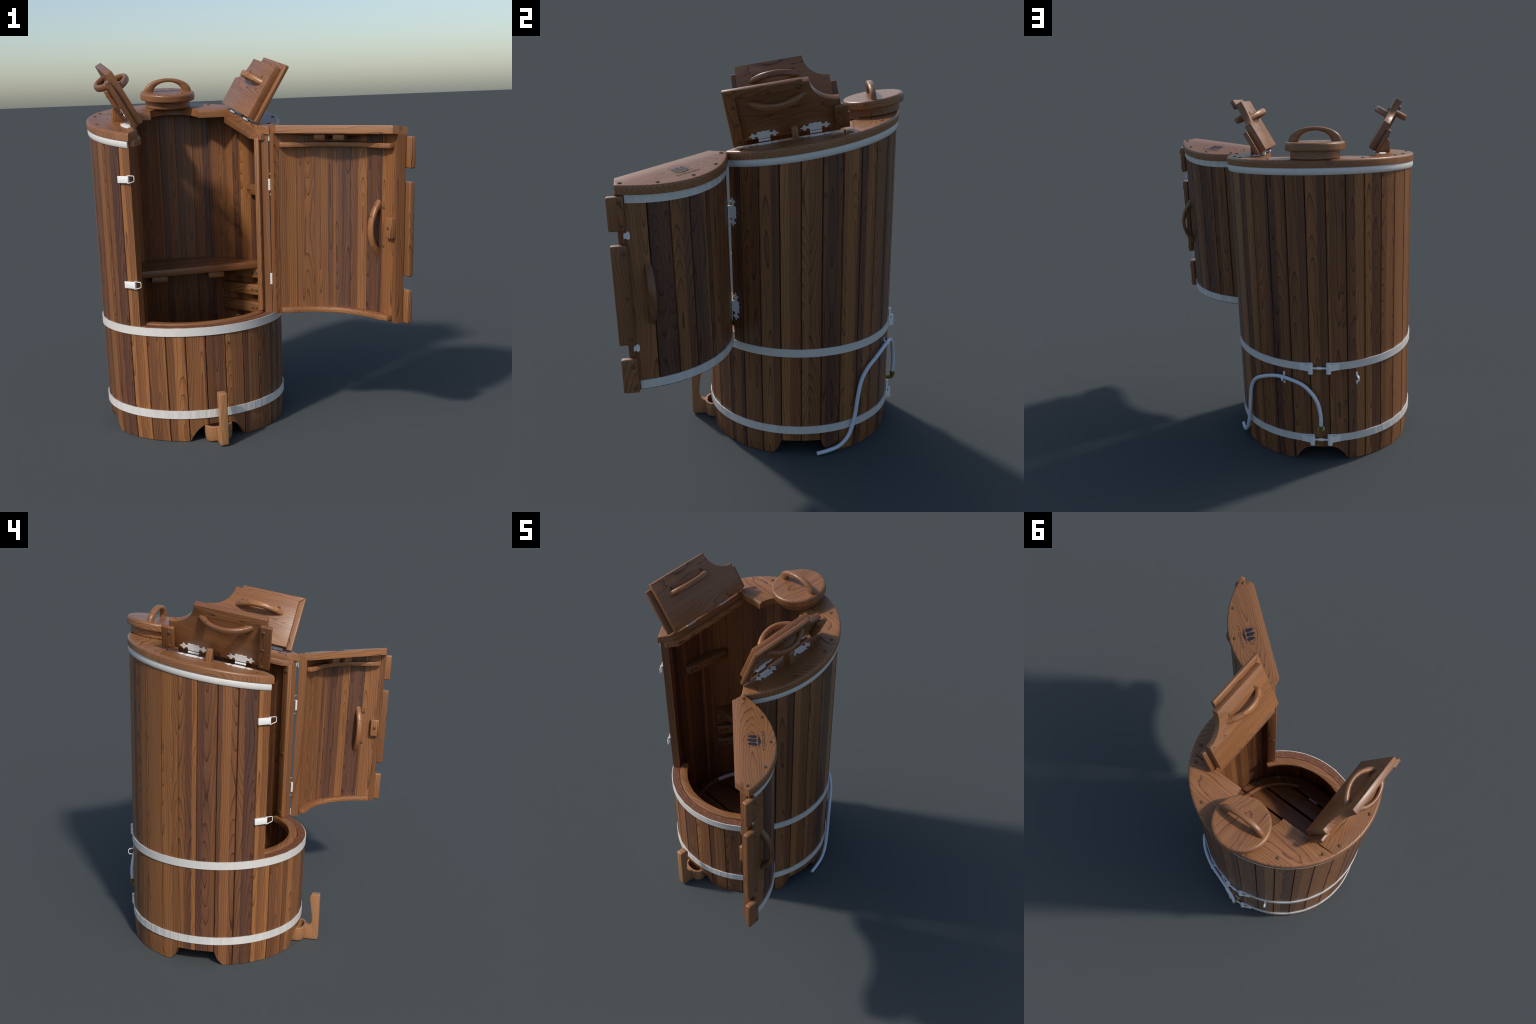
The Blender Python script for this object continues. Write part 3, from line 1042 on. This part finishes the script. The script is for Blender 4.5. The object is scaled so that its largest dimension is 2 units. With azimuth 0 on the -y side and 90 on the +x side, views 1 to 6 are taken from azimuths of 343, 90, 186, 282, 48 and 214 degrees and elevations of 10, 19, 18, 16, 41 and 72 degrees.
def tree_bm(x, y0, h, w, seed):
    rg = random.Random(seed)
    pts = []
    prof = [(0, 0.08), (0.09, 0.10), (0.11, 0.85), (0.17, 0.72), (0.24, 1.0), (0.32, 0.82), (0.39, 1.0), (0.47, 0.80), (0.54, 1.0), (0.62, 0.78), (0.68, 0.92),
            (0.76, 0.70), (0.82, 0.72), (0.9, 0.45), (1.0, 0.10)]
    right = [(x + w * p * rg.uniform(0.85, 1.1), y0 + h * t) for t, p in prof]
    left = [(x - w * p * rg.uniform(0.85, 1.1), y0 + h * t) for t, p in prof]
    return prism_bm(right + left[::-1], 0, 0.0004, 0)


mark = [ring_bm(0.001, -0.2435, 0.050, 0.0395, 0.0011)]
mark += [tree_bm(-0.0275, -0.2745, 0.049, 0.0128, 3), tree_bm(0.001, -0.2755, 0.055, 0.0132, 5), tree_bm(0.0295, -0.2745, 0.048, 0.0122, 9)]
for x0, x1, y, h in ((-0.055, 0.056, -0.2795, 0.0024), (-0.034, 0.024, -0.2832, 0.0030), (-0.016, 0.034, -0.2866, 0.0026), (-0.026, 0.008, -0.2898, 0.0020)):
    e = 0.3 * h
    mark.append(prism_bm([(x0, y - e), (x0 + 0.012, y - h / 2), (x1 - 0.012, y - h / 2), (x1, y - e), (x1, y + e), (x1 - 0.012, y + h / 2), (x0 + 0.012, y + h / 2), (x0, y + e)], 0, 0.0004, 0))
bm = print_bm(join_bm(mark), None)
add('printed_emblem', to_mesh(local(bm, SEG_O), 'printed_emblem'), M_INK, door, DOOR @ SEG_O, smooth=0)
tcu = bpy.data.curves.new('printed_word', 'FONT')
tcu.body = 'FITOSAUNA'
tcu.size = 0.0235
tcu.align_x = 'CENTER'
tcu.space_character = 1.18
tcu.extrude = 0.0003
tcu.offset = -0.00035
tob = bpy.data.objects.new('printed_word_source', tcu)
SC.objects.link(tob)
dg = bpy.context.evaluated_depsgraph_get()
tme = bpy.data.meshes.new_from_object(tob.evaluated_get(dg))
bpy.data.objects.remove(tob)
bm = bmesh.new()
bm.from_mesh(tme)
xs = [v.co.x for v in bm.verts]
k = 0.146 / (max(xs) - min(xs))
for v in bm.verts:
    v.co = Vector((0.003 + v.co.x * k, -0.3145 + v.co.y, v.co.z + 0.0003))
print_bm(bm, None)
me = to_mesh(local(bm, SEG_O), 'printed_word')
me.materials.clear()
add('printed_word', me, M_INK, door, DOOR @ SEG_O, smooth=0)


# ------------------------------------------------------------------ interior
def disc_strip(y0, y1, R, inset=0.0):
    """plan outline of a board between y0 and y1 clipped by a circle about the axis"""
    f = lambda y: sqrt(max(R * R - (y - CY) ** 2, 0.0004))
    ys = [y0 + (y1 - y0) * i / 10 for i in range(11)]
    right = [(CX + f(y), y) for y in ys]
    left = [(CX - f(y), y) for y in ys]
    return right + left[::-1]


R_IN = 0.4575
ST = 0.830
seat_edges = [0.243, 0.335, 0.427, 0.519, CY + R_IN - 0.004]
seat = None
for y0, y1 in zip(seat_edges, seat_edges[1:]):
    c = Matrix.Translation((CX, (y0 + y1) / 2, ST - 0.02))
    bm = prism_bm(disc_strip(y0 + 0.0015, y1 - 0.0015, R_IN - 0.001), ST - 0.040, ST, 0.005, 2, 45)
    o = add('seat' if seat is None else 'seat_board', to_mesh(local(bm, c), 'seat_board'), W_X, seat or sauna, c, smooth=40)
    seat = seat or o
for sx in (-0.388, -0.053):
    c = Matrix.Translation((sx, 0.40, 0.772))
    bm = box_bm(-0.047, 0.047, -0.140, 0.14, -0.0165, 0.0165, 0.005)
    add('seat_bearer', to_mesh(bm, 'seat_bearer'), W_Y, seat, c, smooth=40)


def wall_slat(a, zc, length, h, dep, name):
    """straight slat across the inside of the wall, back shaped to the curve"""
    r = r_out(zc) - WALL
    half = length / 2
    s = r - sqrt(r * r - half * half)
    F = radial_frame(a, r - s, zc)
    pts = [(-half, 0.006), (-half, -dep * 0.45), (-half + 0.02, -dep), (half - 0.02, -dep), (half, -dep * 0.45), (half, 0.006)]
    for i in range(1, 10):
        x = half - 2 * half * i / 10
        pts.append((x, sqrt(r * r - x * x) - (r - s) + 0.002))
    bm = prism_bm(pts, -h / 2, h / 2, 0.004, 2, 40)
    o = add(name, to_mesh(bm, name), W_X, sauna, F, smooth=40)
    for x in (-half + 0.030, -half + 0.062, half - 0.062, half - 0.030):
        nail(o, (x, -dep, 0), (0, -1, 0), F)


for side in (1, -1):
    for zc in (0.760, 0.656, 0.550):
        aa = 31.5
        wall_slat(aa if side > 0 else 180 - aa, zc, 0.32, 0.060, 0.024, 'wall_slat')
    wall_slat(2.0 if side > 0 else 178.0, 1.255, 0.325, 0.054, 0.034, 'wall_slat')

# floor: a dark sub-floor with slatted boards on it
bm = lathe_bm([(0.440, 0.112), (0.449, 0.112), (0.449, 0.135), (0.440, 0.135)], 60)
floor = add('floor', to_mesh(bm, 'floor'), W_X, sauna, AXIS, smooth=40)
ye = [0.048 + 0.1168 * i for i in range(-4, 6)]
for y0, y1 in zip(ye, ye[1:]):
    y0c, y1c = max(y0, CY - 0.445), min(y1, CY + 0.445)
    if y1c - y0c < 0.02:
        continue
    zt, rad = (0.258, 0.452) if y1 < 0.17 else (0.163, 0.448)
    c = Matrix.Translation((CX, (y0c + y1c) / 2, zt - 0.012))
    bm = prism_bm(disc_strip(y0c + 0.0065, y1c - 0.0065, rad), zt - 0.024, zt, 0.004, 2, 45)
    add('floor_board', to_mesh(local(bm, c), 'floor_board'), W_X, floor, c, smooth=40)
for bx in (-0.25, 0.25):
    bm = box_bm(-0.022, 0.022, -0.20, 0.175, -0.035, 0.030, 0.003)
    add('floor_bearer', to_mesh(bm, 'floor_bearer'), W_Y, floor, Matrix.Translation((CX + bx, -0.02, 0.2015)), smooth=40)


def ring_arc(a0, a1, r, z, tube, name, mat, flat=1.0, step=3):
    n = int(abs(a1 - a0) / step)
    path = [polar(a0 + (a1 - a0) * i / n, r, z) for i in range(n + 1)]
    bm = sweep_bm(path, superellipse(tube, tube * flat, 12, 2.4), (0, 0, 1))
    return add(name, to_mesh(local(bm, AXIS), name), mat, sauna, AXIS, smooth=50)


ring_arc(-71, 2, 0.385, 0.270, 0.015, 'pipe_guard', W_X)
ring_arc(-109, -184, 0.385, 0.270, 0.015, 'pipe_guard', W_X)
ring_arc(120, 177, 0.385, 0.270, 0.0125, 'steam_pipe', M_PIPE)
# drain pipe and brackets glimpsed between the floor boards
bm = box_bm(-0.036, 0.036, -0.006, 0.006, -0.006, 0.006, 0.003, 2)
add('drain_pipe', to_mesh(bm, 'drain_pipe'), M_PIPE, floor, Matrix.Translation((-0.242, -0.186, 0.247)), smooth=40)
for bx, by in ((0.185, 0.047), (0.130, -0.070), (0.045, -0.185)):
    for sx in (1, -1):
        bm = box_bm(-0.030, 0.030, -0.016, 0.016, -0.003, 0.003, 0.001, 1)
        add('floor_bracket', to_mesh(bm, 'floor_bracket'), M_PIPE, floor,
            Matrix.Translation((CX + sx * (bx - CX), by, 0.222)), smooth=40)

# drain stopper: pale disc low on a thin upright stem that ends in a ring
SM = Matrix.Translation((0.110, 0.412, 0.164))
stem = lathe_bm([(0.0034, 0.0), (0.0034, 0.296)], 10)
disc = lathe_bm([(0.042, 0.094), (0.045, 0.096), (0.045, 0.101), (0.042, 0.103), (0.007, 0.105), (0.006, 0.116)], 28)
eye = sweep_bm([Vector((0.013 * cos(2 * pi * i / 20), 0, 0.308 + 0.013 * sin(2 * pi * i / 20))) for i in range(20)],
               [(0.0022 * cos(2 * pi * i / 8), 0.0022 * sin(2 * pi * i / 8)) for i in range(8)], (0, 1, 0), closed=True)
add('drain_stopper', to_mesh(join_bm([stem, disc, eye]), 'drain_stopper'), M_PIPE, floor, SM, smooth=45)

# ------------------------------------------------------------------ drain hose at the back
pts = [(-0.2293, 0.6967, 0.236), (-0.230, 0.6986, 0.3136), (-0.212, 0.692, 0.395), (-0.172, 0.681, 0.455), (-0.119, 0.6645, 0.494),
       (-0.021, 0.634, 0.520), (0.040, 0.603, 0.514), (0.100, 0.562, 0.489), (0.150, 0.513, 0.450), (0.180, 0.477, 0.390),
       (0.194, 0.458, 0.300), (0.204, 0.445, 0.210), (0.213, 0.431, 0.146), (0.227, 0.406, 0.085), (0.246, 0.362, 0.042),
       (0.262, 0.308, 0.023), (0.279, 0.238, 0.0115)]
# keep clear of the wall
cl = []
for p in catmull(pts, 8):
    d = Vector((p.x - CX, p.y - CY, 0))
    need = r_out(max(p.z, 0)) + 0.0075 + (0.006 if (0.56 < p.z < 0.63 or 0.12 < p.z < 0.18) else 0.002)
    if d.length < need + 0.0035:
        d = d.normalized() * (need + 0.0035)
    cl.append(Vector((CX + d.x, CY + d.y, max(p.z, 0.0112))))
HO = Matrix.Translation((0.0, 0.6, 0.25))
bm = sweep_bm(cl, [(0.0108 * cos(2 * pi * i / 14), 0.0108 * sin(2 * pi * i / 14)) for i in range(14)], (0, 0.2, 1))
hose = add('hose', to_mesh(local(bm, HO), 'hose'), M_HOSE, sauna, HO, smooth=50)
# brass elbow: threaded stub out of the wall and a hex collar under the hose
el = catmull([(-0.2293, 0.640, 0.2100), (-0.2293, 0.672, 0.2100), (-0.2293, 0.690, 0.2135), (-0.2293, 0.6966, 0.225), (-0.2293, 0.6968, 0.243)], 6)
e1 = sweep_bm(el, superellipse(0.0105, 0.0105, 14, 2), (1, 0, 0))
e2 = sweep_bm([Vector((-0.2293, 0.6967, 0.226)), Vector((-0.2293, 0.6967, 0.250))], superellipse(0.0140, 0.0140, 12, 2), (1, 0, 0))
e3 = sweep_bm([Vector((-0.2293, 0.648, 0.21)), Vector((-0.2293, 0.666, 0.21))], superellipse(0.0125, 0.0125, 6, 2), (1, 0, 0))
bm = join_bm([e1, e2, e3])
add('elbow_fitting', to_mesh(local(bm, HO), 'elbow_fitting'), M_BRASS, hose, HO, smooth=40)
F = radial_frame(90, r_out(0.21), 0.21)
w = lathe_bm([(0.019, 0), (0.019, 0.003), (0.017, 0.004)], 24)
bmesh.ops.rotate(w, verts=w.verts[:], matrix=Matrix.Rotation(-pi / 2, 3, 'X'))
add('washer', to_mesh(w, 'washer'), M_FIT, hose, F, smooth=40)
# hose clips
for a in (66.4, 113.9):
    F = radial_frame(a, r_out(0.512) + 0.0005, 0.512)
    path = [(0, 0.001, 0.036), (0, 0.001, 0.020), (0, 0.004, 0.0165), (0, 0.018, 0.0155), (0, 0.0265, 0.011), (0, 0.030, 0.002), (0, 0.029, -0.008),
            (0, 0.023, -0.0155), (0, 0.012, -0.0175), (0, 0.004, -0.0175), (0, 0.001, -0.022), (0, 0.001, -0.036)]
    bm = sweep_bm(catmull(path, 3), [(-0.0055, -0.0013), (0.0055, -0.0013), (0.0055, 0.0013), (-0.0055, 0.0013)], (0, 1, 0.2))
    add('hose_clip', to_mesh(bm, 'hose_clip'), M_FIT, sauna, F, smooth=40)

# ------------------------------------------------------------------ ladle on the ground
ladle = bpy.data.objects.new('wooden_ladle', None)
SC.objects.link(ladle)
LO = Matrix.Translation((CX, -0.36, 0))
ladle.matrix_basis = LO
WORLD[ladle.name] = LO.copy()
ladle['label'] = 'small carved wooden ladle with upright handle and oval cup'
ladle['category'] = 'ladle'
# handle: L-shaped side profile in (y, z), thin in x
prof = [(-0.447, 0.0012), (-0.372, 0.0012), (-0.372, 0.086), (-0.384, 0.0845), (-0.400, 0.088), (-0.412, 0.097), (-0.4195, 0.112), (-0.420, 0.135),
        (-0.4165, 0.170), (-0.411, 0.205), (-0.406, 0.240), (-0.4025, 0.262), (-0.405, 0.277), (-0.414, 0.286), (-0.4565, 0.2855), (-0.4605, 0.280),
        (-0.4605, 0.020), (-0.4565, 0.006)]
bm = prism_bm(prof, -0.0205, 0.0205, 0.006, 3, 35)
bmesh.ops.transform(bm, matrix=Matrix(((0, 0, 1, 0), (1, 0, 0, 0.36), (0, 1, 0, 0), (0, 0, 0, 1))), verts=bm.verts[:])
add('ladle_handle', to_mesh(bm, 'ladle_handle'), W_LADLE, ladle, LO, smooth=40)
bm = bmesh.new()
n = 44
prof = [(0.80, 0.0012), (0.90, 0.004), (0.955, 0.016), (0.985, 0.040), (1.0, 0.078), (0.995, 0.083), (0.975, 0.086), (0.80, 0.086), (0.775, 0.083),
        (0.755, 0.070), (0.70, 0.028), (0.55, 0.020)]
rings = []
for s, z in prof:
    ring = []
    for i in range(n):
        t = 2 * pi * i / n
        c, sn = cos(t), sin(t)
        x = 0.0735 * math.copysign(abs(c) ** 0.8, c)
        yy = 0.058 * math.copysign(abs(sn) ** 0.8, sn)
        ring.append(bm.verts.new((x * s - 0.001, yy * s + 0.032, z)))
    rings.append(ring)
for a, b in zip(rings, rings[1:]):
    for i in range(n):
        j = (i + 1) % n
        bm.faces.new((a[i], a[j], b[j], b[i]))
bm.faces.new(rings[0][::-1])
bm.faces.new(rings[-1])
add('ladle_cup', to_mesh(bm, 'ladle_cup'), W_LADLE, ladle, LO, smooth=50)

for me in list(bpy.data.meshes):
    if me.users == 0:
        bpy.data.meshes.remove(me)
